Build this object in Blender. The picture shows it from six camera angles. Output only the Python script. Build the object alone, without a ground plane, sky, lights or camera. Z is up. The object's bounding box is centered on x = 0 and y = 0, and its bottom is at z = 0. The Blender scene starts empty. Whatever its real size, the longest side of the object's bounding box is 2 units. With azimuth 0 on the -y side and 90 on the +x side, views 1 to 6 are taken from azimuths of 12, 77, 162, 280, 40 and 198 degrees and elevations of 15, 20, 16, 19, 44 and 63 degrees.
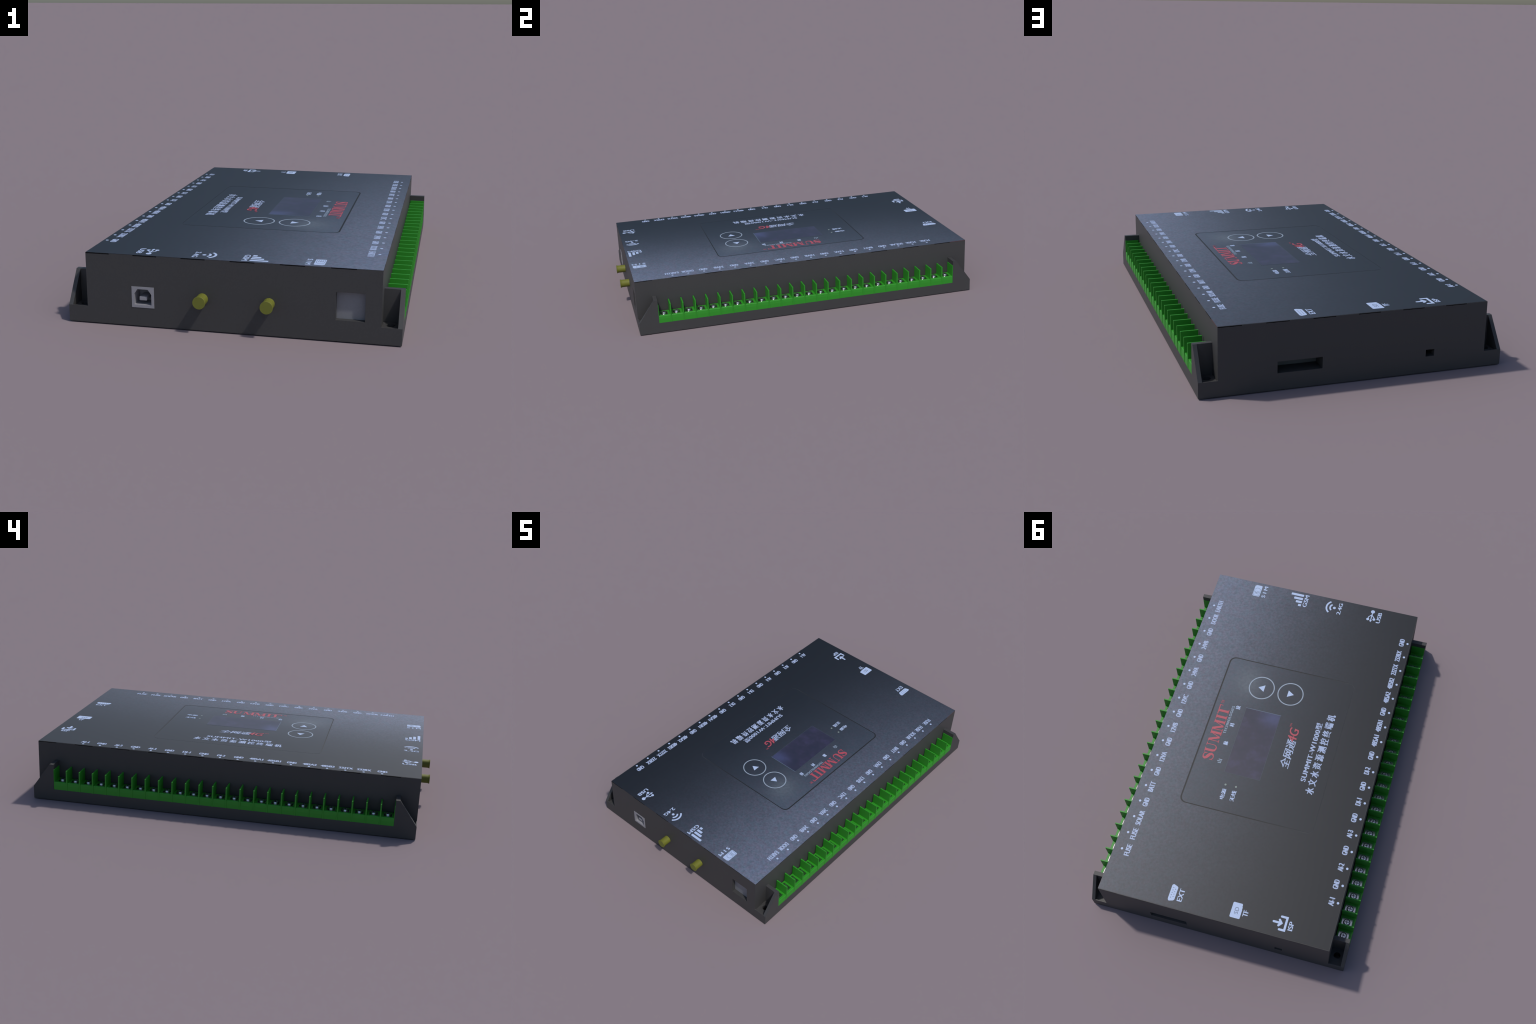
"""A black plastic telemetry terminal: low box with screw lugs at the corners,
two green screw-terminal strips along its long sides, sockets in its short sides and
a printed sheet with a key panel on top.  Metres, z up, centred on the origin."""
import bpy, bmesh, math, random
from mathutils import Vector, Matrix

random.seed(7)
COL = bpy.context.scene.collection

# ------------------------------------------------------------------ main sizes
HX = 0.572            # half width of the box
BX = 0.650            # half width of the foot
Y0, Y1 = -0.9475, 1.0 # front and back face
TOP = 0.2858          # top of the plastic
SHEET = 0.2866        # top of the printed sheet
LEDGE = 0.0675        # height of the lug floor
LUG = 0.1915          # top of the lug plates
YA, YB = -0.8385, 0.8910   # the span of the terminal strips
SEAT = 0.0588         # seat of the terminal strips
CELLS = 25
ROW = YA - 0.0014      # the first divider is half sunk in its lug
PITCH = (YB - ROW) / CELLS


# ------------------------------------------------------------------ node helpers
def material(name, colour, rough=0.5, metallic=0.0, spec=0.5):
    m = bpy.data.materials.new(name)
    m.use_nodes = True
    p = m.node_tree.nodes["Principled BSDF"]
    p.inputs["Base Color"].default_value = (*colour, 1)
    p.inputs["Roughness"].default_value = rough
    p.inputs["Metallic"].default_value = metallic
    p.inputs["Specular IOR Level"].default_value = spec
    return m


class Nodes:
    def __init__(self, mat):
        self.t = mat.node_tree
        self.p = self.t.nodes["Principled BSDF"]

    def link(self, value, socket):
        if hasattr(value, "is_output"):
            self.t.links.new(value, socket)
        else:
            socket.default_value = value

    def math(self, op, a, b=0.0, clamp=False):
        n = self.t.nodes.new("ShaderNodeMath")
        n.operation, n.use_clamp = op, clamp
        self.link(a, n.inputs[0])
        self.link(b, n.inputs[1])
        return n.outputs[0]

    def coords(self):
        return self.t.nodes.new("ShaderNodeTexCoord").outputs["Object"]

    def split(self, v):
        n = self.t.nodes.new("ShaderNodeSeparateXYZ")
        self.link(v, n.inputs[0])
        return n.outputs

    def noise(self, vec, scale, detail=2.0, rough=0.5, colour=False):
        n = self.t.nodes.new("ShaderNodeTexNoise")
        self.link(vec, n.inputs["Vector"])
        n.inputs["Scale"].default_value = scale
        n.inputs["Detail"].default_value = detail
        n.inputs["Roughness"].default_value = rough
        return n.outputs["Color" if colour else "Fac"]

    def voronoi(self, vec, scale):
        n = self.t.nodes.new("ShaderNodeTexVoronoi")
        self.link(vec, n.inputs["Vector"])
        n.inputs["Scale"].default_value = scale
        return n.outputs["Distance"]

    def ramp(self, fac, stops):
        n = self.t.nodes.new("ShaderNodeValToRGB")
        self.link(fac, n.inputs[0])
        r = n.color_ramp
        while len(r.elements) < len(stops):
            r.elements.new(0.5)
        for e, (pos, c) in zip(r.elements, stops):
            e.position, e.color = pos, (*c, 1)
        return n.outputs[0]

    def mix(self, fac, a, b, mode="MIX"):
        n = self.t.nodes.new("ShaderNodeMix")
        n.data_type, n.blend_type = "RGBA", mode
        self.link(fac, n.inputs[0])
        self.link(a if hasattr(a, "is_output") else (*a, 1), n.inputs[6])
        self.link(b if hasattr(b, "is_output") else (*b, 1), n.inputs[7])
        return n.outputs[2]

    def colour(self, c):
        self.link(c, self.p.inputs["Base Color"])

    def bump(self, height, strength, distance=0.001):
        n = self.t.nodes.new("ShaderNodeBump")
        n.inputs["Strength"].default_value = strength
        n.inputs["Distance"].default_value = distance
        self.link(height, n.inputs["Height"])
        self.link(n.outputs[0], self.p.inputs["Normal"])

    def blob(self, xyz, cx, cy, rx, ry):
        """soft elliptical spot, 1 in its middle"""
        dx = self.math("DIVIDE", self.math("SUBTRACT", xyz[0], cx), rx)
        dy = self.math("DIVIDE", self.math("SUBTRACT", xyz[1], cy), ry)
        d2 = self.math("ADD", self.math("MULTIPLY", dx, dx), self.math("MULTIPLY", dy, dy))
        return self.math("POWER", 2.71828, self.math("MULTIPLY", d2, -1.0))


def speckled(name, colour, rough, amount=0.08, scale=220.0, **kw):
    """plain moulded plastic or metal with a faint grain"""
    m = material(name, colour, rough, **kw)
    n = Nodes(m)
    g = n.noise(n.coords(), scale, 3.0)
    lo = tuple(c * (1 - amount) for c in colour)
    hi = tuple(c * (1 + amount) for c in colour)
    n.colour(n.ramp(g, [(0.3, lo), (0.7, hi)]))
    n.bump(g, 0.05, 0.0005)
    return m


def film(name, dark, sheen_tint, grain):
    """printed sheet: near-black ink with a grainy light sheen painted into its colour, brightest
    towards one corner and fading across the sheet"""
    m = material(name, dark, 0.5)
    n = Nodes(m)
    v = n.coords()
    xyz = n.split(v)
    fine = n.noise(v, 85.0, 3.0, 0.65)
    cloud = n.noise(v, 8.0, 3.0, 0.55)
    sheen = n.blob(xyz, 0.70, -1.50, 0.60, 2.25)
    sheen = n.math("MULTIPLY", sheen, n.math("ADD", n.math("MULTIPLY", cloud, 0.26), 0.87))
    wobble = n.math("MULTIPLY", n.math("SUBTRACT", fine, 0.5), grain)
    sheen = n.math("MULTIPLY", sheen, n.math("ADD", wobble, 1.0), clamp=True)
    hue = n.ramp(n.noise(v, 48.0, 3.0, 0.6), [(0.36, tuple(c * k for c, k in zip(sheen_tint, (0.90, 1.03, 1.02)))),
                                              (0.64, tuple(c * k for c, k in zip(sheen_tint, (1.10, 0.97, 1.00))))])
    # bluer blotches in the painted sheen, close to its bright corner
    blue_blotch = n.math("MULTIPLY", n.blob(xyz, 0.60, -0.86, 0.12, 0.20), n.math("MULTIPLY", n.math("SUBTRACT", n.noise(v, 13.0, 3.0), 0.40), 2.2, clamp=True), clamp=True)
    hue = n.mix(blue_blotch, hue, (sheen_tint[0] * 0.92, sheen_tint[1] * 1.06, sheen_tint[2] * 1.35))
    n.colour(n.mix(sheen, dark, hue))
    n.bump(fine, 0.12, 0.0006)
    return m, n, v, xyz, sheen


MAT_CASE = speckled("black_plastic", (0.046, 0.046, 0.047), 0.55)
MAT_GREEN = speckled("green_plastic", (0.024, 0.270, 0.015), 0.5, 0.05)
MAT_BRASS = speckled("brass", (0.152, 0.163, 0.019), 0.6, 0.04)
MAT_GREY = speckled("grey_metal", (0.28, 0.28, 0.305), 0.45, 0.05)
MAT_STEEL = material("screw_steel", (0.70, 0.70, 0.74), 0.30, metallic=1.0)
MAT_ZINC = material("zinc_plate", (0.55, 0.535, 0.54), 0.20, metallic=1.0)
MAT_FLAP = speckled("smoky_flap", (0.20, 0.205, 0.225), 0.4, 0.04)
MAT_PLUG = speckled("dark_socket", (0.10, 0.11, 0.11), 0.5)
MAT_GAP = material("dark_gap", (0.004, 0.004, 0.004), 0.9, spec=0.1)
MAT_SLOT = material("dark_steel", (0.045, 0.048, 0.055), 0.6)
MAT_WINE = material("wine_edge", (0.11, 0.035, 0.04), 0.6)
MAT_INK = speckled("pale_ink", (0.44, 0.54, 0.75), 0.5, 0.06)
MAT_INK_DIM = speckled("pale_ink_dim", (0.26, 0.33, 0.42), 0.5, 0.06)
MAT_INK_SMALL = speckled("pale_ink_small", (0.38, 0.46, 0.65), 0.5, 0.06)
MAT_INK_DARK = material("ink_mark", (0.13, 0.17, 0.26), 0.5)
MAT_RED = speckled("red_ink", (0.43, 0.072, 0.098), 0.5, 0.06)
MAT_LED = material("lamp_lens", (0.25, 0.30, 0.27), 0.3)
MAT_SHEET = film("printed_sheet", (0.0062, 0.0078, 0.0110), (0.152, 0.174, 0.236), 1.35)[0]


def panel_material():
    m, n, v, xyz, sheen = film("key_panel_film", (0.0062, 0.0082, 0.0120), (0.118, 0.143, 0.196), 0.8)
    painted_glow = n.math("MULTIPLY", n.blob(xyz, 0.213, -0.302, 0.075, 0.095), n.noise(v, 60.0, 3.0))  # soft glow beside the upper key, tinted into the panel colour
    base = n.p.inputs["Base Color"].links[0].from_socket
    n.colour(n.mix(n.math("MULTIPLY", painted_glow, 0.95), base, (0.125, 0.150, 0.175)))
    return m


def screen_material():
    m = material("dull_screen", (0.03, 0.03, 0.06), 0.42)
    n = Nodes(m)
    v = n.coords()
    xyz = n.split(v)
    cloud = n.noise(v, 14.0, 4.0, 0.6)
    base = n.ramp(cloud, [(0.32, (0.020, 0.024, 0.046)), (0.50, (0.028, 0.027, 0.053)), (0.68, (0.042, 0.038, 0.084))])
    pale = n.math("MULTIPLY", n.blob(xyz, 0.02, -0.12, 0.06, 0.045), n.math("ADD", cloud, 0.25), clamp=True)
    n.colour(n.mix(pale, base, (0.060, 0.072, 0.165)))
    return m


def seam_material():
    """gap round the panel: near-black on one side, paler and mottled on the other"""
    m = material("panel_gap", (0.014, 0.014, 0.0145), 0.6)
    n = Nodes(m)
    v = n.coords()
    x = n.math("MULTIPLY", n.math("ADD", n.split(v)[0], 0.345), 3.2, clamp=True)
    n.colour(n.mix(n.math("POWER", x, 0.5), n.mix(n.noise(v, 40.0), (0.018, 0.021, 0.026), (0.045, 0.052, 0.064)), (0.013, 0.013, 0.0135)))
    return m


MAT_SEAM = seam_material()
MAT_PANEL = panel_material()
MAT_SCREEN = screen_material()


# ------------------------------------------------------------------ object helpers
def new_object(name, mesh, parent=None, mat=None):
    o = bpy.data.objects.new(name, mesh)
    COL.objects.link(o)
    if parent is not None:
        o.parent = parent
    if mat is not None and not mesh.materials:
        mesh.materials.append(mat)
    return o


def mesh_from(bm, name):
    bmesh.ops.recalc_face_normals(bm, faces=bm.faces)
    me = bpy.data.meshes.new(name)
    bm.to_mesh(me)
    bm.free()
    return me


def add_box(bm, x0, x1, y0, y1, z0, z1):
    r = bmesh.ops.create_cube(bm, size=1.0)
    for v in r["verts"]:
        v.co = Vector((x0 if v.co.x < 0 else x1, y0 if v.co.y < 0 else y1, z0 if v.co.z < 0 else z1))
    return r["verts"]


def box(name, *dims):
    bm = bmesh.new()
    add_box(bm, *dims)
    return mesh_from(bm, name)


def add_prism(bm, outline, place, depth):
    """extrude a flat outline; place((a, b), d) gives the 3D point at depth d"""
    lo = [bm.verts.new(place(p, 0.0)) for p in outline]
    hi = [bm.verts.new(place(p, depth)) for p in outline]
    k = len(outline)
    bm.faces.new(lo)
    bm.faces.new(hi[::-1])
    for i in range(k):
        bm.faces.new((lo[i], hi[i], hi[(i + 1) % k], lo[(i + 1) % k]))


def prism(name, outline, place, depth):
    bm = bmesh.new()
    add_prism(bm, outline, place, depth)
    return mesh_from(bm, name)


def add_lathe(bm, profile, place, steps=32):
    """spin (radius, height) pairs; place(x, y, h) sets the axis"""
    rings = []
    for r, h in profile:
        if r < 1e-6:
            rings.append([bm.verts.new(place(0, 0, h))])
        else:
            rings.append([bm.verts.new(place(r * math.cos(a), r * math.sin(a), h))
                          for a in (2 * math.pi * i / steps for i in range(steps))])
    for a, b in zip(rings, rings[1:]):
        for i in range(steps):
            j = (i + 1) % steps
            f = [a[0]] if len(a) == 1 else [a[i], a[j]]
            g = [b[0]] if len(b) == 1 else [b[j], b[i]]
            bm.faces.new(f + g)


def boolean(target, cutters, op="DIFFERENCE"):
    for c in cutters:
        me = c if isinstance(c, bpy.types.Mesh) else None
        o = new_object("cutter", me)
        m = target.modifiers.new("cut", "BOOLEAN")
        m.operation, m.solver, m.object = op, "EXACT", o
        dg = bpy.context.evaluated_depsgraph_get()
        out = bpy.data.meshes.new_from_object(target.evaluated_get(dg))
        target.modifiers.clear()
        old, target.data = target.data, out
        out.name = old.name
        bpy.data.meshes.remove(old)
        bpy.data.objects.remove(o)
        bpy.data.meshes.remove(me)


def smooth_by_angle(o, degrees=35):
    me = o.data
    bm = bmesh.new()
    bm.from_mesh(me)
    for f in bm.faces:
        f.smooth = True
    for e in bm.edges:
        e.smooth = len(e.link_faces) == 2 and e.calc_face_angle(0) < math.radians(degrees)
    bm.to_mesh(me)
    bm.free()


def rounded_rect(x0, x1, y0, y1, r, steps=8):
    pts = []
    for cx, cy, a0 in ((x1 - r, y1 - r, 0), (x0 + r, y1 - r, 90), (x0 + r, y0 + r, 180), (x1 - r, y0 + r, 270)):
        for i in range(steps + 1):
            a = math.radians(a0 + 90 * i / steps)
            pts.append((cx + r * math.cos(a), cy + r * math.sin(a)))
    return pts


def upright(z):
    return lambda p, d: (p[0], p[1], z + d)


# ------------------------------------------------------------------ the thing
root = bpy.data.objects.new("telemetry_terminal", None)
root.empty_display_size = 0.2
COL.objects.link(root)
root["label"] = "flat black control box with green screw terminals along both long sides"
root["category"] = "industrial controller"


# ------------------------------------------------------------------ enclosure
def build_enclosure():
    case = new_object("enclosure", box("enclosure", -HX, HX, Y0, Y1, 0, TOP), root, MAT_CASE)
    # side feet: a long rail with a raised, sloping lug at either end
    slope = 0.0885
    wall = 0.0210
    side = [(Y0, 0), (Y0, LEDGE), (Y0 + slope, LUG), (Y0 + slope + wall, LUG), (YA, SEAT),
            (YB, SEAT), (Y1 - slope - wall, LUG), (Y1 - slope, LUG), (Y1, LEDGE), (Y1, 0)]
    side[3] = (YA, LUG)
    side[6] = (YB, LUG)
    feet = []
    for s in (1, -1):
        feet.append(prism("foot", side, lambda p, d, s=s: (s * (0.55 + d), p[0], p[1]), BX - 0.55))
    boolean(case, feet, "UNION")
    bm = bmesh.new()
    bm.from_mesh(case.data)
    bmesh.ops.remove_doubles(bm, verts=bm.verts, dist=1e-5)
    bmesh.ops.dissolve_limit(bm, angle_limit=math.radians(1), verts=bm.verts, edges=bm.edges)
    rim = [e for e in bm.edges if all(v.co.z < 1e-4 for v in e.verts) and e.calc_face_angle(0) > 0.5]
    bmesh.ops.bevel(bm, geom=rim, offset=0.0022, segments=1, affect="EDGES", profile=0.5)
    bm.to_mesh(case.data)
    bm.free()
    cuts = []
    for s in (1, -1):          # lug pockets, open to the end and to the top, with a sunk floor behind a low lip
        for y0, y1, p0, p1 in ((Y0 - 0.02, Y0 + slope, Y0 + 0.0045, Y0 + slope), (Y1 - slope, Y1 + 0.02, Y1 - slope, Y1 - 0.0045)):
            x0, x1 = sorted((s * HX, s * 0.6335))
            cuts.append(box("cut", x0, x1, y0, y1, LEDGE, 0.25))
            cuts.append(box("cut", x0, x1, p0, p1, 0.0598, 0.20))
        for y in (Y0 + 0.0525, Y1 - 0.0525):   # screw holes
            bm = bmesh.new()
            add_lathe(bm, [(0, 0.004), (0.0165, 0.004), (0.0165, 0.09), (0, 0.09)],
                      lambda x, yy, h, s=s, y=y: (s * 0.6035 + x, y + yy, h), 28)
            cuts.append(mesh_from(bm, "cut"))
    cuts.append(box("cut", -0.3875, -0.2997, Y0 - 0.05, Y0 + 0.085, 0.0778, 0.1596))     # square data socket
    cuts.append(box("cut", 0.4032, 0.5118, Y0 - 0.05, Y0 + 0.030, 0.0838, 0.1932))       # card window
    cuts.append(box("cut", 0.1462, 0.3332, Y1 - 0.090, Y1 + 0.05, 0.0714, 0.1200))       # long slot
    cuts.append(box("cut", -0.3408, -0.3026, Y1 - 0.120, Y1 + 0.05, 0.0713, 0.1012))     # small opening
    boolean(case, cuts)
    return case


enclosure = build_enclosure()

# thin dark dashes under the rim of the lid: ten along each long side, six along each short side
def build_rim_dashes():
    n = 0.0005
    z0, z1 = TOP - 0.0034, TOP - 0.0003
    long_step, short_step = (Y1 - Y0) / 10, 2 * HX / 6
    for i in range(10):
        a = Y1 - long_step * i
        mid = a - long_step / 2
        new_object("rim_dash", box("rim_dash", HX - 0.002, HX + n, mid - long_step / 2 + 0.001, mid, z0, z1), enclosure, MAT_GAP)
        new_object("rim_dash", box("rim_dash", -HX - n, -HX + 0.002, mid, a - 0.001, z0, z1), enclosure, MAT_GAP)
    for i in range(6):
        a = -HX + short_step * i
        new_object("rim_dash", box("rim_dash", a + 0.001, a + short_step / 2, Y0 - n, Y0 + 0.002, z0, z1), enclosure, MAT_GAP)
        new_object("rim_dash", box("rim_dash", -a - short_step / 2, -a - 0.001, Y1 - 0.002, Y1 + 0.0003, z0, z1), enclosure, MAT_GAP)
    new_object("rim_mark", box("rim_mark", HX - 0.002, HX + 0.001, Y1 - long_step / 2 + 0.001, Y1 - 0.002, z0 + 0.001, z1), enclosure, MAT_WINE)


build_rim_dashes()


# ------------------------------------------------------------------ sockets in the short sides
def build_sockets():
    # square data socket: frame, chamfered cavity, tongue
    frame = new_object("data_socket", box("data_socket", -0.3886, -0.2986, Y0 - 0.0014, Y0 + 0.08, 0.0767, 0.1607), root, MAT_GREY)
    cavity = [(-0.3780, 0.0880), (-0.3095, 0.0880), (-0.3095, 0.1310), (-0.3230, 0.1507), (-0.3650, 0.1507), (-0.3780, 0.1310)]
    boolean(frame, [prism("cut", cavity, lambda p, d: (p[0], Y0 - 0.01 + d, p[1]), 0.075)])
    bm = bmesh.new()
    v = add_box(bm, -0.3605, -0.3300, Y0 + 0.006, Y0 + 0.067, 0.1035, 0.1195)
    bmesh.ops.bevel(bm, geom=list(bm.edges), offset=0.0025, segments=2, affect="EDGES", profile=0.5)
    new_object("socket_tongue", mesh_from(bm, "socket_tongue"), frame, MAT_GREY)
    # two aerial connectors with a flared lip
    bm = bmesh.new()
    add_lathe(bm, [(0, 0.005), (0.0225, 0.005), (0.0225, -0.043), (0.0234, -0.0475), (0.0250, -0.0505), (0.0250, -0.0518),
                   (0.0242, -0.0525), (0, -0.0525)], lambda x, y, h: (x, h, y), 40)
    me = mesh_from(bm, "aerial_connector")
    for x in (-0.1065, 0.1515):
        o = new_object("aerial_connector", me, root, MAT_BRASS)
        o.location = (x, Y0, 0.1290)
    smooth_by_angle(o, 30)
    # smoky flap behind the card window, socket deep in the long slot
    new_object("card_flap", box("card_flap", 0.4034, 0.5116, Y0 + 0.0225, Y0 + 0.0295, 0.0840, 0.1930), root, MAT_FLAP)
    new_object("slot_socket", box("slot_socket", 0.1464, 0.3330, Y1 - 0.0895, Y1 - 0.078, 0.0716, 0.1198), root, MAT_PLUG)


build_sockets()


# ------------------------------------------------------------------ terminal strips
def build_terminals():
    half = PITCH / 2 - 0.0041
    x0, x1 = 0.5770, 0.6497
    # one housing cell with its well (local: x outwards, y along the strip, z up)
    section = [(x0, SEAT), (x1, SEAT), (x1, 0.0815), (x1 - 0.0012, 0.0970), (x1 - 0.0030, 0.1000), (x0, 0.1000)]
    cell = new_object("terminal_cell", prism("terminal_cell", section, lambda p, d: (p[0], -half - 0.002 + d, p[1]), 2 * half + 0.004), None, MAT_GREEN)
    boolean(cell, [box("cut", 0.5845, 0.6362, -0.0200, 0.0200, 0.0840, 0.12)])
    me_cell = cell.data
    bpy.data.objects.remove(cell)

    def fin(y0, y1, x1):
        bm = bmesh.new()
        add_box(bm, 0.5760, x1, y0, y1, SEAT - 0.0003, 0.1650)
        tips = [e for e in bm.edges if e.verts[0].co.z > 0.16 or e.verts[1].co.z > 0.16]
        bmesh.ops.bevel(bm, geom=tips, offset=0.0009, segments=2, affect="EDGES", profile=0.5)
        me = mesh_from(bm, "divider")
        me.materials.append(MAT_GREEN)
        return me

    me_div = fin(-0.0033, 0.0033, 0.6514)
    me_end = fin(-0.0016, 0.0016, 0.6493)

    # bright zinc plate under each screw, a little below the rim of the well
    bm = bmesh.new()
    add_box(bm, 0.5848, 0.6359, -0.0197, 0.0197, 0.0895, 0.0984)
    plate = new_object("clamp_plate", mesh_from(bm, "clamp_plate"), None, None)
    bm = bmesh.new()      # clearance round the screw
    add_lathe(bm, [(0, 0.08), (0.0178, 0.08), (0.0178, 0.11), (0, 0.11)], lambda x, y, h: (0.6098 + x, y, h), 36)
    boolean(plate, [mesh_from(bm, "cut")])
    me_clamp = plate.data
    bpy.data.objects.remove(plate)
    bm = bmesh.new()      # near-black slab at the bottom of the clearance
    bm.from_mesh(me_clamp)
    have = len(bm.faces)
    add_box(bm, 0.5847, 0.6360, -0.0198, 0.0198, 0.0838, 0.0880)
    bm.faces.ensure_lookup_table()
    for f in bm.faces[have:]:
        f.material_index = 1
    bm.to_mesh(me_clamp)
    bm.free()

    # screw: low domed head with a cross recess
    bm = bmesh.new()
    add_lathe(bm, [(0, 0.0830), (0.0135, 0.0830), (0.0149, 0.0970), (0.0149, 0.0988), (0.0143, 0.1006), (0.0121, 0.1050),
                   (0, 0.1056)], lambda x, y, h: (x, y, h), 32)
    screw = new_object("clamp_screw", mesh_from(bm, "clamp_screw"), None, MAT_STEEL)
    boolean(screw, [box("cut", -0.0102, 0.0102, -0.0016, 0.0016, 0.1010, 0.12), box("cut", -0.0016, 0.0016, -0.0102, 0.0102, 0.1011, 0.121)])
    smooth_by_angle(screw, 32)
    me_screw = screw.data
    me_screw.materials.append(MAT_SLOT)
    for f in me_screw.polygons:          # the recess faces get a darker colour
        c = f.center
        if math.hypot(c.x, c.y) < 0.0104 and 0.1005 < c.z < 0.1049:
            f.material_index = 1
    bpy.data.objects.remove(screw)

    me_clamp.materials.append(MAT_ZINC)
    me_clamp.materials.append(MAT_GAP)

    for s in (1, -1):
        strip = new_object("terminal_strip", box("terminal_strip", *sorted((s * 0.5760, s * 0.6490)), YA + 0.001, YB - 0.001, SEAT - 0.004, SEAT + 0.012), root, MAT_GREEN)
        turn = 0.0 if s > 0 else math.pi
        for i in range(CELLS + 1):
            y = ROW + PITCH * i
            end = i in (0, CELLS)
            y = min(max(y, YA + 0.0016), YB - 0.0016)
            d = new_object("divider", me_end if end else me_div, strip)
            d.location, d.rotation_euler = (0, y, 0), (0, 0, turn)
        for i in range(CELLS):
            y = ROW + PITCH * (i + 0.5)
            for name, me in (("terminal_cell", me_cell), ("clamp_plate", me_clamp)):
                o = new_object(name, me, strip)
                o.location, o.rotation_euler = (0, y, 0), (0, 0, turn)
            o = new_object("clamp_screw", me_screw, strip)
            o.location = (s * 0.6098, y, 0.0014 + random.uniform(-0.0005, 0.0005))
            o.rotation_euler = (0, 0, math.radians(random.uniform(-9, 9)))


build_terminals()


# ------------------------------------------------------------------ printed sheet and key panel
def build_sheet():
    hole = (-0.3452, 0.3462, -0.4338, 0.4608, 0.033)
    sheet = new_object("printed_sheet", box("printed_sheet", -HX + 0.0024, HX + 0.0003, Y0 - 0.0003, Y1 - 0.0024, TOP - 0.0002, SHEET), root, MAT_SHEET)
    boolean(sheet, [prism("cut", rounded_rect(*hole), upright(TOP - 0.003), 0.01)])
    # the panel sits in the opening; the gap is widest on the label side
    panel = new_object("key_panel", prism("key_panel", rounded_rect(-0.3438, 0.3388, -0.4286, 0.4554, 0.030), upright(TOP - 0.0010), 0.0017), root, MAT_PANEL)
    new_object("panel_seam", prism("panel_seam", rounded_rect(-0.3450, 0.3460, -0.4336, 0.4606, 0.033), upright(TOP - 0.0010), 0.0012), sheet, MAT_SEAM)
    return sheet, panel


sheet, panel = build_sheet()

# printing is laid out as read from the -x side: s runs to the right, t runs up
INK = SHEET - 0.0003
THICK = 0.0007


def on_sheet(p, d=0.0, z=INK):
    s, t = p
    return (t, -s, z + d)


def printed(bm, name, mat, parent=None):
    return new_object(name, mesh_from(bm, name), parent or sheet, mat)


def lettering(text, s0, s1, t0, t1, mat=None, parent=None, bold=0.0012, slant=0.0, spacing=1.0, name="lettering", lift=0.0):
    """set words in the built-in type, fitted to the box s0..s1, t0..t1; each is printed
    three times with a small shift to thicken its strokes"""
    c = bpy.data.curves.new("type", "FONT")
    c.body, c.space_character, c.resolution_u = text, spacing, 4
    o = bpy.data.objects.new("type", c)
    COL.objects.link(o)
    dg = bpy.context.evaluated_depsgraph_get()
    flat = bpy.data.meshes.new_from_object(o.evaluated_get(dg))
    bpy.data.objects.remove(o)
    bpy.data.curves.remove(c)
    out = bmesh.new()
    for layer, shift in enumerate((-bold, 0.0, bold) if bold > 0 else (0.0,)):
        bm = bmesh.new()
        bm.from_mesh(flat)
        bmesh.ops.remove_doubles(bm, verts=bm.verts, dist=1e-5)
        for v in bm.verts:
            v.co.x += slant * v.co.y
        xs = [v.co.x for v in bm.verts]
        ys = [v.co.y for v in bm.verts]
        kx, ky = (s1 - s0 - 2 * bold) / (max(xs) - min(xs)), (t1 - t0) / (max(ys) - min(ys))
        top = THICK + lift + 0.00012 * layer
        for v in bm.verts:
            v.co = Vector(on_sheet((s0 + bold + shift + (v.co.x - min(xs)) * kx, t0 + (v.co.y - min(ys)) * ky), top))
        r = bmesh.ops.extrude_face_region(bm, geom=list(bm.faces))     # give the type its thickness
        for g in r["geom"]:
            if isinstance(g, bmesh.types.BMVert):
                g.co.z -= top
        bmesh.ops.recalc_face_normals(bm, faces=bm.faces)
        part = bpy.data.meshes.new("part")
        bm.to_mesh(part)
        bm.free()
        out.from_mesh(part)
        bpy.data.meshes.remove(part)
    bpy.data.meshes.remove(flat)
    me = bpy.data.meshes.new(name)
    out.to_mesh(me)
    out.free()
    me.materials.clear()
    return new_object(name, me, parent or sheet, mat or MAT_INK)


def disc(bm, s, t, r, lift=0.0, steps=20):
    pts = [(s + r * math.cos(2 * math.pi * i / steps), t + r * math.sin(2 * math.pi * i / steps)) for i in range(steps)]
    add_prism(bm, pts, lambda p, d: on_sheet(p, d), THICK + lift)


def stroke(bm, pts, widths, lift=0.0):
    """ribbon of changing width along a path"""
    left, right = [], []
    if not isinstance(widths, (list, tuple)):
        widths = [widths] * len(pts)
    for i, (p, w) in enumerate(zip(pts, widths)):
        p = Vector(p)
        into = (p - Vector(pts[i - 1])).normalized() if i else (Vector(pts[1]) - p).normalized()
        out = (Vector(pts[i + 1]) - p).normalized() if i < len(pts) - 1 else into
        d = (into + out).normalized()
        k = 1 / max(0.5, d.dot(into))
        n = Vector((-d.y, d.x)) * (w / 2 * k)
        left.append((p[0] + n.x, p[1] + n.y))
        right.append((p[0] - n.x, p[1] - n.y))
    add_prism(bm, left + right[::-1], lambda q, d: on_sheet(q, d), THICK + lift)


def arc(cs, ct, r, a0, a1, steps=14):
    return [(cs + r * math.cos(math.radians(a0 + (a1 - a0) * i / steps)), ct + r * math.sin(math.radians(a0 + (a1 - a0) * i / steps)))
            for i in range(steps + 1)]


def polygon(bm, pts, lift=0.0):
    add_prism(bm, pts, lambda p, d: on_sheet(p, d), THICK + lift)


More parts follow.
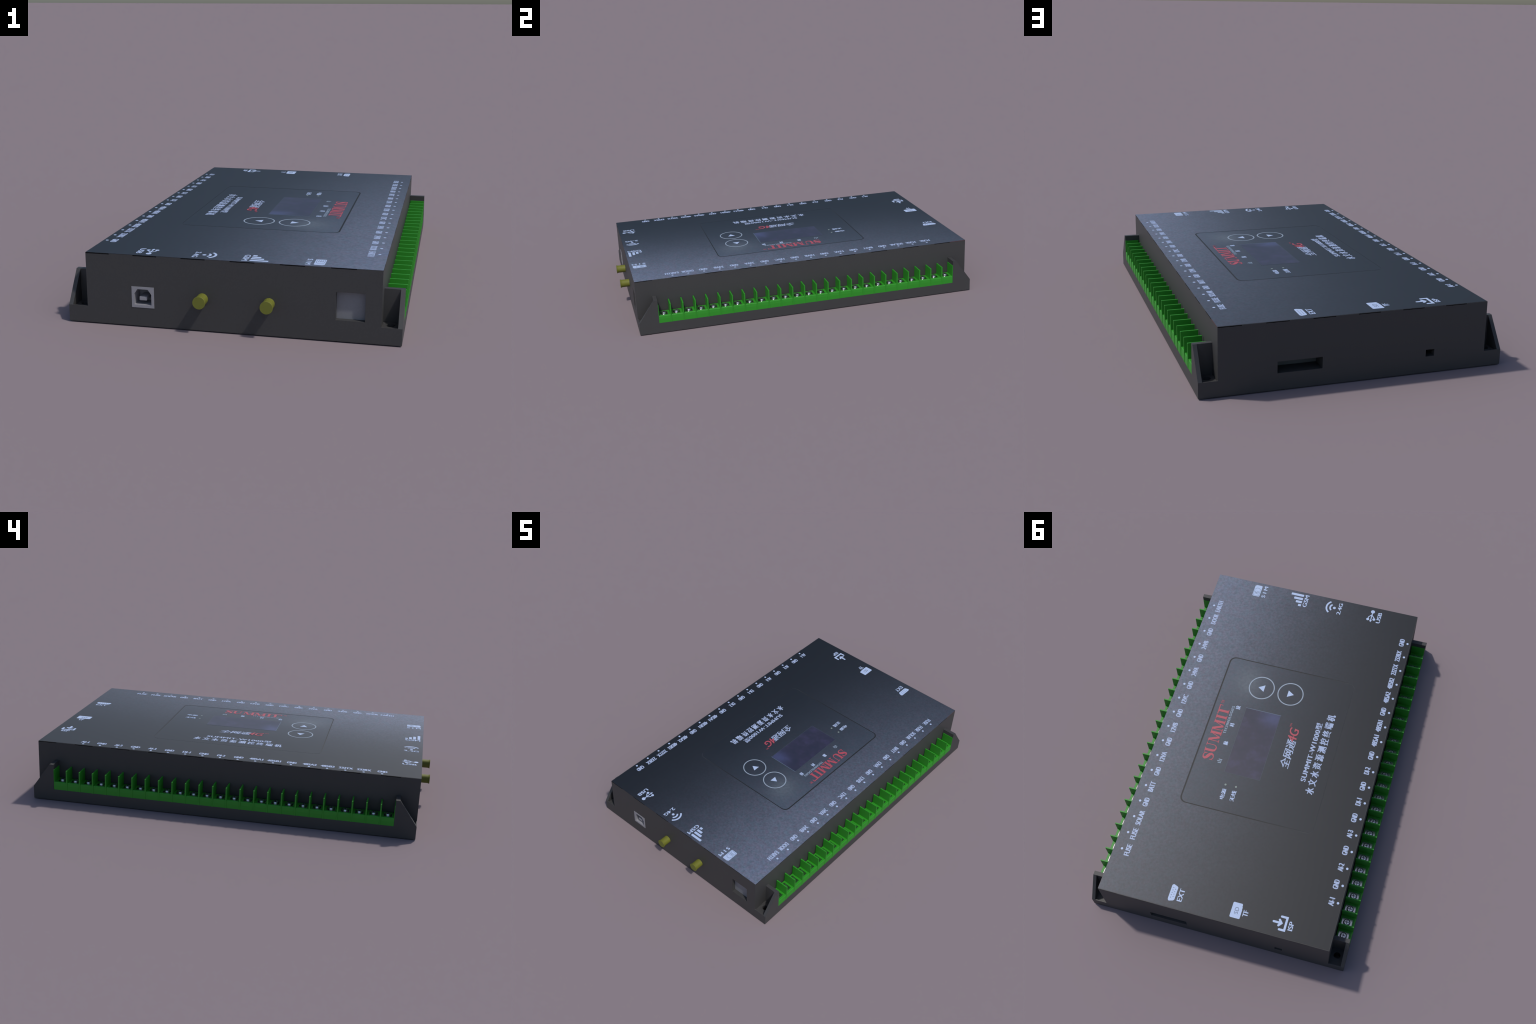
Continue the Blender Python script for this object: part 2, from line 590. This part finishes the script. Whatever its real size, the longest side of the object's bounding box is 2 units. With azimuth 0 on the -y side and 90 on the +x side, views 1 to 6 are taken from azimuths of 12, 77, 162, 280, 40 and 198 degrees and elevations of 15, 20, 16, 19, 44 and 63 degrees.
# ---- terminal names along both long edges
def build_terminal_names():
    bm = bmesh.new()
    disc(bm, 0, 0, 0.0060)
    me_dot = mesh_from(bm, "terminal_dot")
    me_dot.materials.append(MAT_INK)
    upper = "FUSE FUSE SOLAR GND BATT GND 12VA GND 12VB GND 12VC GND 24VA GND 24VB GND DOOR EARTH".split()
    lower = "AI-1 GND AI-2 GND AI-3 GND DI-1 GND DI-2 GND 485A1 485B1 GND 485A2 485B2 232TX 232RX GND".split()
    width = {"FUSE": 0.062, "SOLAR": 0.080, "GND": 0.049, "BATT": 0.058, "DOOR": 0.069, "EARTH": 0.077}
    for words, first, last, tilt in ((upper, (-0.7755, 0.5316), (0.7320, 0.5405), -0.0315), (lower, (-0.7655, -0.5537), (0.7582, -0.5555), 0.0315)):
        for i, w in enumerate(words):
            f = i / (len(words) - 1)
            s = first[0] + (last[0] - first[0]) * f
            t = first[1] + (last[1] - first[1]) * f
            d = new_object("terminal_dot", me_dot, sheet)
            d.location = on_sheet((s, t), 0, 0)
            wide = width.get(w, 0.042 if "-" in w else 0.057 if len(w) == 4 else 0.071)
            mid = t + tilt
            lettering(w, s - wide / 2, s + wide / 2, mid - 0.0132, mid + 0.0132, mat=MAT_INK_SMALL, name="terminal_name", bold=0.0017)


build_terminal_names()


# ---- pictograms at both short edges
def build_pictograms():
    # expansion plug with nine pins
    bm = bmesh.new()
    body = [(-0.9640, 0.2290), (-0.9665, 0.2240), (-0.9610, 0.2050), (-0.9550, 0.2000), (-0.8940, 0.2000), (-0.8890, 0.2045), (-0.8815, 0.2240), (-0.8850, 0.2305), (-0.8900, 0.2320), (-0.9570, 0.2320)]
    polygon(bm, body)
    plug = printed(bm, "plug_pictogram", MAT_INK)
    bm = bmesh.new()
    for n, t in ((5, 0.2215), (4, 0.2105)):
        for i in range(n):
            disc(bm, -0.9235 + (i - (n - 1) / 2) * 0.0125, t, 0.0024, 0.0002, 10)
    printed(bm, "pin_marks", MAT_INK_DARK)
    lettering("EXT", -0.9580, -0.8940, 0.1640, 0.1885, name="port_name")
    # memory card with a notch
    bm = bmesh.new()
    polygon(bm, [(-0.9620, -0.1265), (-0.9175, -0.1265), (-0.9125, -0.1235), (-0.9090, -0.1270), (-0.9030, -0.1232), (-0.8930, -0.1232), (-0.8888, -0.1190),
                 (-0.8888, -0.0800), (-0.8925, -0.0762), (-0.9610, -0.0762), (-0.9648, -0.0800), (-0.9648, -0.1230)])
    printed(bm, "card_pictogram", MAT_INK)
    lettering("SD", -0.9440, -0.9100, -0.1115, -0.0920, MAT_INK_DARK, name="card_mark", bold=0.0, lift=0.0002)
    lettering("TF", -0.9470, -0.9150, -0.1590, -0.1345, name="port_name")
    # download tray
    bm = bmesh.new()
    stroke(bm, [(-0.9615, -0.3190), (-0.9615, -0.3440), (-0.8985, -0.3440), (-0.8985, -0.3165)], 0.0105)
    disc(bm, -0.9615, -0.3190, 0.0052, 0.0001)
    disc(bm, -0.8985, -0.3165, 0.0052, 0.0001)
    stroke(bm, [(-0.9300, -0.2850), (-0.9300, -0.3140)], 0.0105)
    disc(bm, -0.9300, -0.2850, 0.0052, 0.0001)
    polygon(bm, [(-0.9300, -0.3300), (-0.9105, -0.3130), (-0.9120, -0.3080), (-0.9160, -0.3055), (-0.9300, -0.3130), (-0.9440, -0.3055), (-0.9480, -0.3080), (-0.9495, -0.3130)], 0.0002)
    printed(bm, "download_pictogram", MAT_INK)
    lettering("ISP", -0.9555, -0.9110, -0.3810, -0.3580, name="port_name")
    # chip card
    bm = bmesh.new()
    polygon(bm, [(0.8585, 0.3140), (0.9250, 0.3140), (0.9300, 0.3180), (0.9300, 0.3460), (0.9235, 0.3550), (0.8585, 0.3550), (0.8540, 0.3510), (0.8540, 0.3180)])
    printed(bm, "chip_card_pictogram", MAT_INK)
    bm = bmesh.new()
    stroke(bm, [(0.8590, 0.3500), (0.8590, 0.3195), (0.8960, 0.3195)], 0.0016, 0.0002)
    stroke(bm, [(0.8590, 0.3505), (0.8960, 0.3505)], 0.0016, 0.0002)
    stroke(bm, arc(0.8960, 0.3350, 0.0150, 80, -80, 8), 0.0018, 0.0002)
    for t in (0.3270, 0.3350, 0.3430):
        stroke(bm, [(0.8680, t), (0.8900, t)], 0.0022, 0.0002)
    stroke(bm, [(0.8790, 0.3290), (0.8790, 0.3410)], 0.0018, 0.0003)
    printed(bm, "chip_lines", MAT_INK_DARK)
    lettering("S I M", 0.8535, 0.9320, 0.2815, 0.3025, name="port_name")
    # signal bars
    bm = bmesh.new()
    for s, h in ((0.8575, 0.0885), (0.8790, 0.1072), (0.9008, 0.1225), (0.9245, 0.1435)):
        polygon(bm, [(s - 0.0072, 0.0735), (s - 0.0052, 0.0720), (s + 0.0052, 0.0720), (s + 0.0072, 0.0735), (s + 0.0072, h - 0.002), (s + 0.0052, h), (s - 0.0052, h), (s - 0.0072, h - 0.002)])
    printed(bm, "signal_pictogram", MAT_INK)
    lettering("GSM", 0.8510, 0.9330, 0.0410, 0.0640, name="port_name")
    # radio waves
    bm = bmesh.new()
    disc(bm, 0.8885, -0.1125, 0.0080)
    stroke(bm, arc(0.8885, -0.1125, 0.0240, 38, 142), 0.0088)
    stroke(bm, arc(0.8885, -0.1125, 0.0445, 36, 144), 0.0092)
    printed(bm, "radio_pictogram", MAT_INK)
    lettering("2.4G", 0.8495, 0.9280, -0.1535, -0.1325, name="port_name")
    # three-pronged data sign
    bm = bmesh.new()
    disc(bm, 0.9178, -0.3257, 0.0110)
    stroke(bm, [(0.9178, -0.3257), (0.8560, -0.3257)], 0.0050, -0.0001)
    stroke(bm, [(0.9050, -0.3257), (0.8960, -0.3245), (0.8880, -0.3170), (0.8800, -0.3100), (0.8640, -0.3085)], 0.0045, -0.0002)
    stroke(bm, [(0.8990, -0.3257), (0.8920, -0.3275), (0.8850, -0.3350), (0.8780, -0.3410), (0.8690, -0.3420)], 0.0045, -0.0003)
    disc(bm, 0.8635, -0.3085, 0.0080, 0.0001)
    disc(bm, 0.8685, -0.3420, 0.0078, 0.0002)
    polygon(bm, [(0.8470, -0.3257), (0.8600, -0.3180), (0.8600, -0.3334)], 0.0001)
    printed(bm, "data_pictogram", MAT_INK)
    lettering("USB", 0.8495, 0.9215, -0.3780, -0.3560, name="port_name")


build_pictograms()


# ---- key panel printing
def build_wordmark():
    """red serif capitals, drawn from thick stems, hairlines and flat serifs"""
    left, right, base, cap = -0.1985, 0.1345, 0.2525, 0.3105
    W, H = right - left, cap - base
    bm = bmesh.new()

    def pt(u, v):
        return (left + u * W, base + v * H + 0.004 * (u - 0.2))

    layer = [0]

    def bar(u0, v0, u1, v1, w):
        layer[0] += 1
        stroke(bm, [pt(u0, v0), pt(u1, v1)], w * H, 0.00003 * (layer[0] % 9))

    def serif(u, v, w, h=0.07):
        bar(u - w / 2, v, u + w / 2, v, h)

    # S: fat spine, thin terminals
    path = [(0.108, 0.70), (0.100, 0.86), (0.080, 0.95), (0.052, 0.965), (0.026, 0.90), (0.016, 0.77), (0.030, 0.64), (0.062, 0.52), (0.092, 0.40),
            (0.104, 0.26), (0.094, 0.12), (0.066, 0.035), (0.036, 0.04), (0.014, 0.15), (0.008, 0.31)]
    fat = [0.04, 0.06, 0.07, 0.08, 0.14, 0.20, 0.26, 0.30, 0.26, 0.20, 0.13, 0.08, 0.07, 0.06, 0.04]
    stroke(bm, [pt(*p) for p in path], [f * H for f in fat], 0.0001)
    bar(0.108, 0.66, 0.108, 0.98, 0.05)
    bar(0.007, 0.02, 0.007, 0.34, 0.05)
    # U
    bar(0.163, 0.97, 0.163, 0.25, 0.22)
    stroke(bm, [pt(*p) for p in [(0.163, 0.30), (0.172, 0.14), (0.200, 0.045), (0.232, 0.05), (0.256, 0.16), (0.264, 0.34)]], [0.22 * H, 0.19 * H, 0.12 * H, 0.09 * H, 0.07 * H, 0.06 * H], 0.00022)
    bar(0.264, 0.32, 0.264, 0.97, 0.06)
    serif(0.163, 0.968, 0.070)
    serif(0.264, 0.968, 0.052)
    # two M
    for u in (0.318, 0.520):
        bar(u + 0.018, 0.02, u + 0.018, 0.97, 0.06)
        bar(u + 0.028, 0.96, u + 0.092, 0.06, 0.21)
        bar(u + 0.092, 0.04, u + 0.150, 0.94, 0.06)
        bar(u + 0.160, 0.02, u + 0.160, 0.97, 0.22)
        serif(u + 0.018, 0.035, 0.048)
        serif(u + 0.160, 0.035, 0.072)
        serif(u + 0.016, 0.965, 0.046)
        serif(u + 0.164, 0.965, 0.062)
    # I and T
    bar(0.768, 0.02, 0.768, 0.98, 0.23)
    serif(0.768, 0.035, 0.078)
    serif(0.768, 0.965, 0.078)
    bar(0.880, 0.02, 0.880, 0.96, 0.23)
    serif(0.880, 0.035, 0.078)
    bar(0.820, 0.955, 0.985, 0.955, 0.09)
    bar(0.978, 0.70, 0.985, 0.98, 0.06)
    printed(bm, "brand_lettering", MAT_RED, panel)


def build_panel_print():
    P = dict(parent=panel)
    build_wordmark()
    lettering("TM", 0.1400, 0.1580, 0.2960, 0.3120, MAT_RED, name="trade_mark", bold=0.0, **P)
    lettering("TECHNOLOGIES", -0.0330, 0.1370, 0.2345, 0.2485, MAT_INK_DIM, spacing=1.25, **P)
    for ch, s in zip("山脉科技", (-0.1915, -0.0840, 0.0270, 0.1350)):
        lettering(ch, s - 0.0115, s + 0.0115, 0.2045, 0.2285, MAT_INK_DIM if ch == "山" else MAT_INK, **P)
    lettering("电源", -0.3945, -0.3345, 0.1325, 0.1545, **P)
    lettering("无线", -0.3930, -0.3330, 0.0805, 0.1035, **P)
    bm = bmesh.new()
    disc(bm, 0, 0, 0.0052, 0.0004)
    me = mesh_from(bm, "lamp")
    for s, t in ((-0.3118, 0.1462), (-0.3106, 0.0915)):
        o = new_object("lamp", me, panel, MAT_LED)
        o.location = on_sheet((s, t), 0, 0)
    lettering("全网通", -0.1450, 0.0250, -0.1340, -0.0845, MAT_INK_SMALL, slant=0.22, name="network_lettering", **P)
    lettering("4G", 0.0120, 0.0940, -0.1310, -0.0825, MAT_RED, slant=0.22, name="network_mark", lift=0.0004, **P)
    lettering("TM", 0.0960, 0.1160, -0.0860, -0.0760, MAT_RED, name="trade_mark", bold=0.0, **P)
    lettering("SUMMIT-W1000型", -0.1925, 0.1570, -0.2385, -0.2065, spacing=1.08, mat=MAT_INK_SMALL, name="model_lettering", bold=0.0015, **P)
    for i, ch in enumerate("水文水资源测控终端机"):
        s = -0.2340 + i * 0.0483
        lettering(ch, s - 0.0195, s + 0.0195, -0.2935, -0.2505, mat=MAT_INK_SMALL, name="title_lettering", bold=0.0017, **P)
    # round keys: pale rings and arrows
    for t, s, up in ((0.1305, 0.2832, 1), (-0.0275, 0.2852, -1)):
        bm = bmesh.new()
        n = 56
        rings = []
        for r, z in ((0.0695, 0), (0.0695, THICK), (0.0640, THICK), (0.0640, 0)):
            rings.append([bm.verts.new(on_sheet((s + r * math.cos(2 * math.pi * i / n), t + r * math.sin(2 * math.pi * i / n)), z)) for i in range(n)])
        for a, b in zip(rings, rings[1:] + rings[:1]):
            for i in range(n):
                bm.faces.new((a[i], a[(i + 1) % n], b[(i + 1) % n], b[i]))
        key = printed(bm, "key_ring", MAT_INK_RING, panel)
        bm = bmesh.new()
        polygon(bm, [(s, t + up * 0.0180), (s + 0.0205, t - up * 0.0150), (s - 0.0205, t - up * 0.0150)])
        printed(bm, "key_arrow", MAT_INK, panel)
    # display with its pale border
    s0, s1, t0, t1 = -0.2435, 0.1445, -0.0125, 0.1735
    new_object("display", prism("display", [(t0, -s0), (t0, -s1), (t1, -s1), (t1, -s0)], upright(INK), 0.0007), panel, MAT_SCREEN)
    w = 0.0028
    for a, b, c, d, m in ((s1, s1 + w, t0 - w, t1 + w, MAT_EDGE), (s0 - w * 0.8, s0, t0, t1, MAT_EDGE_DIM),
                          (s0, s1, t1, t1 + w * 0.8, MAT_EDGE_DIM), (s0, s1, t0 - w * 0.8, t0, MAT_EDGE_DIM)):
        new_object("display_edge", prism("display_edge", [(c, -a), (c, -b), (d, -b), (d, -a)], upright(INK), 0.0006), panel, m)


MAT_INK_RING = speckled("pale_ring_ink", (0.30, 0.36, 0.44), 0.5, 0.06)
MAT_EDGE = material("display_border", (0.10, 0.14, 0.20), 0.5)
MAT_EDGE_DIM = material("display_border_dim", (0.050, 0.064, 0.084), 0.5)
build_panel_print()
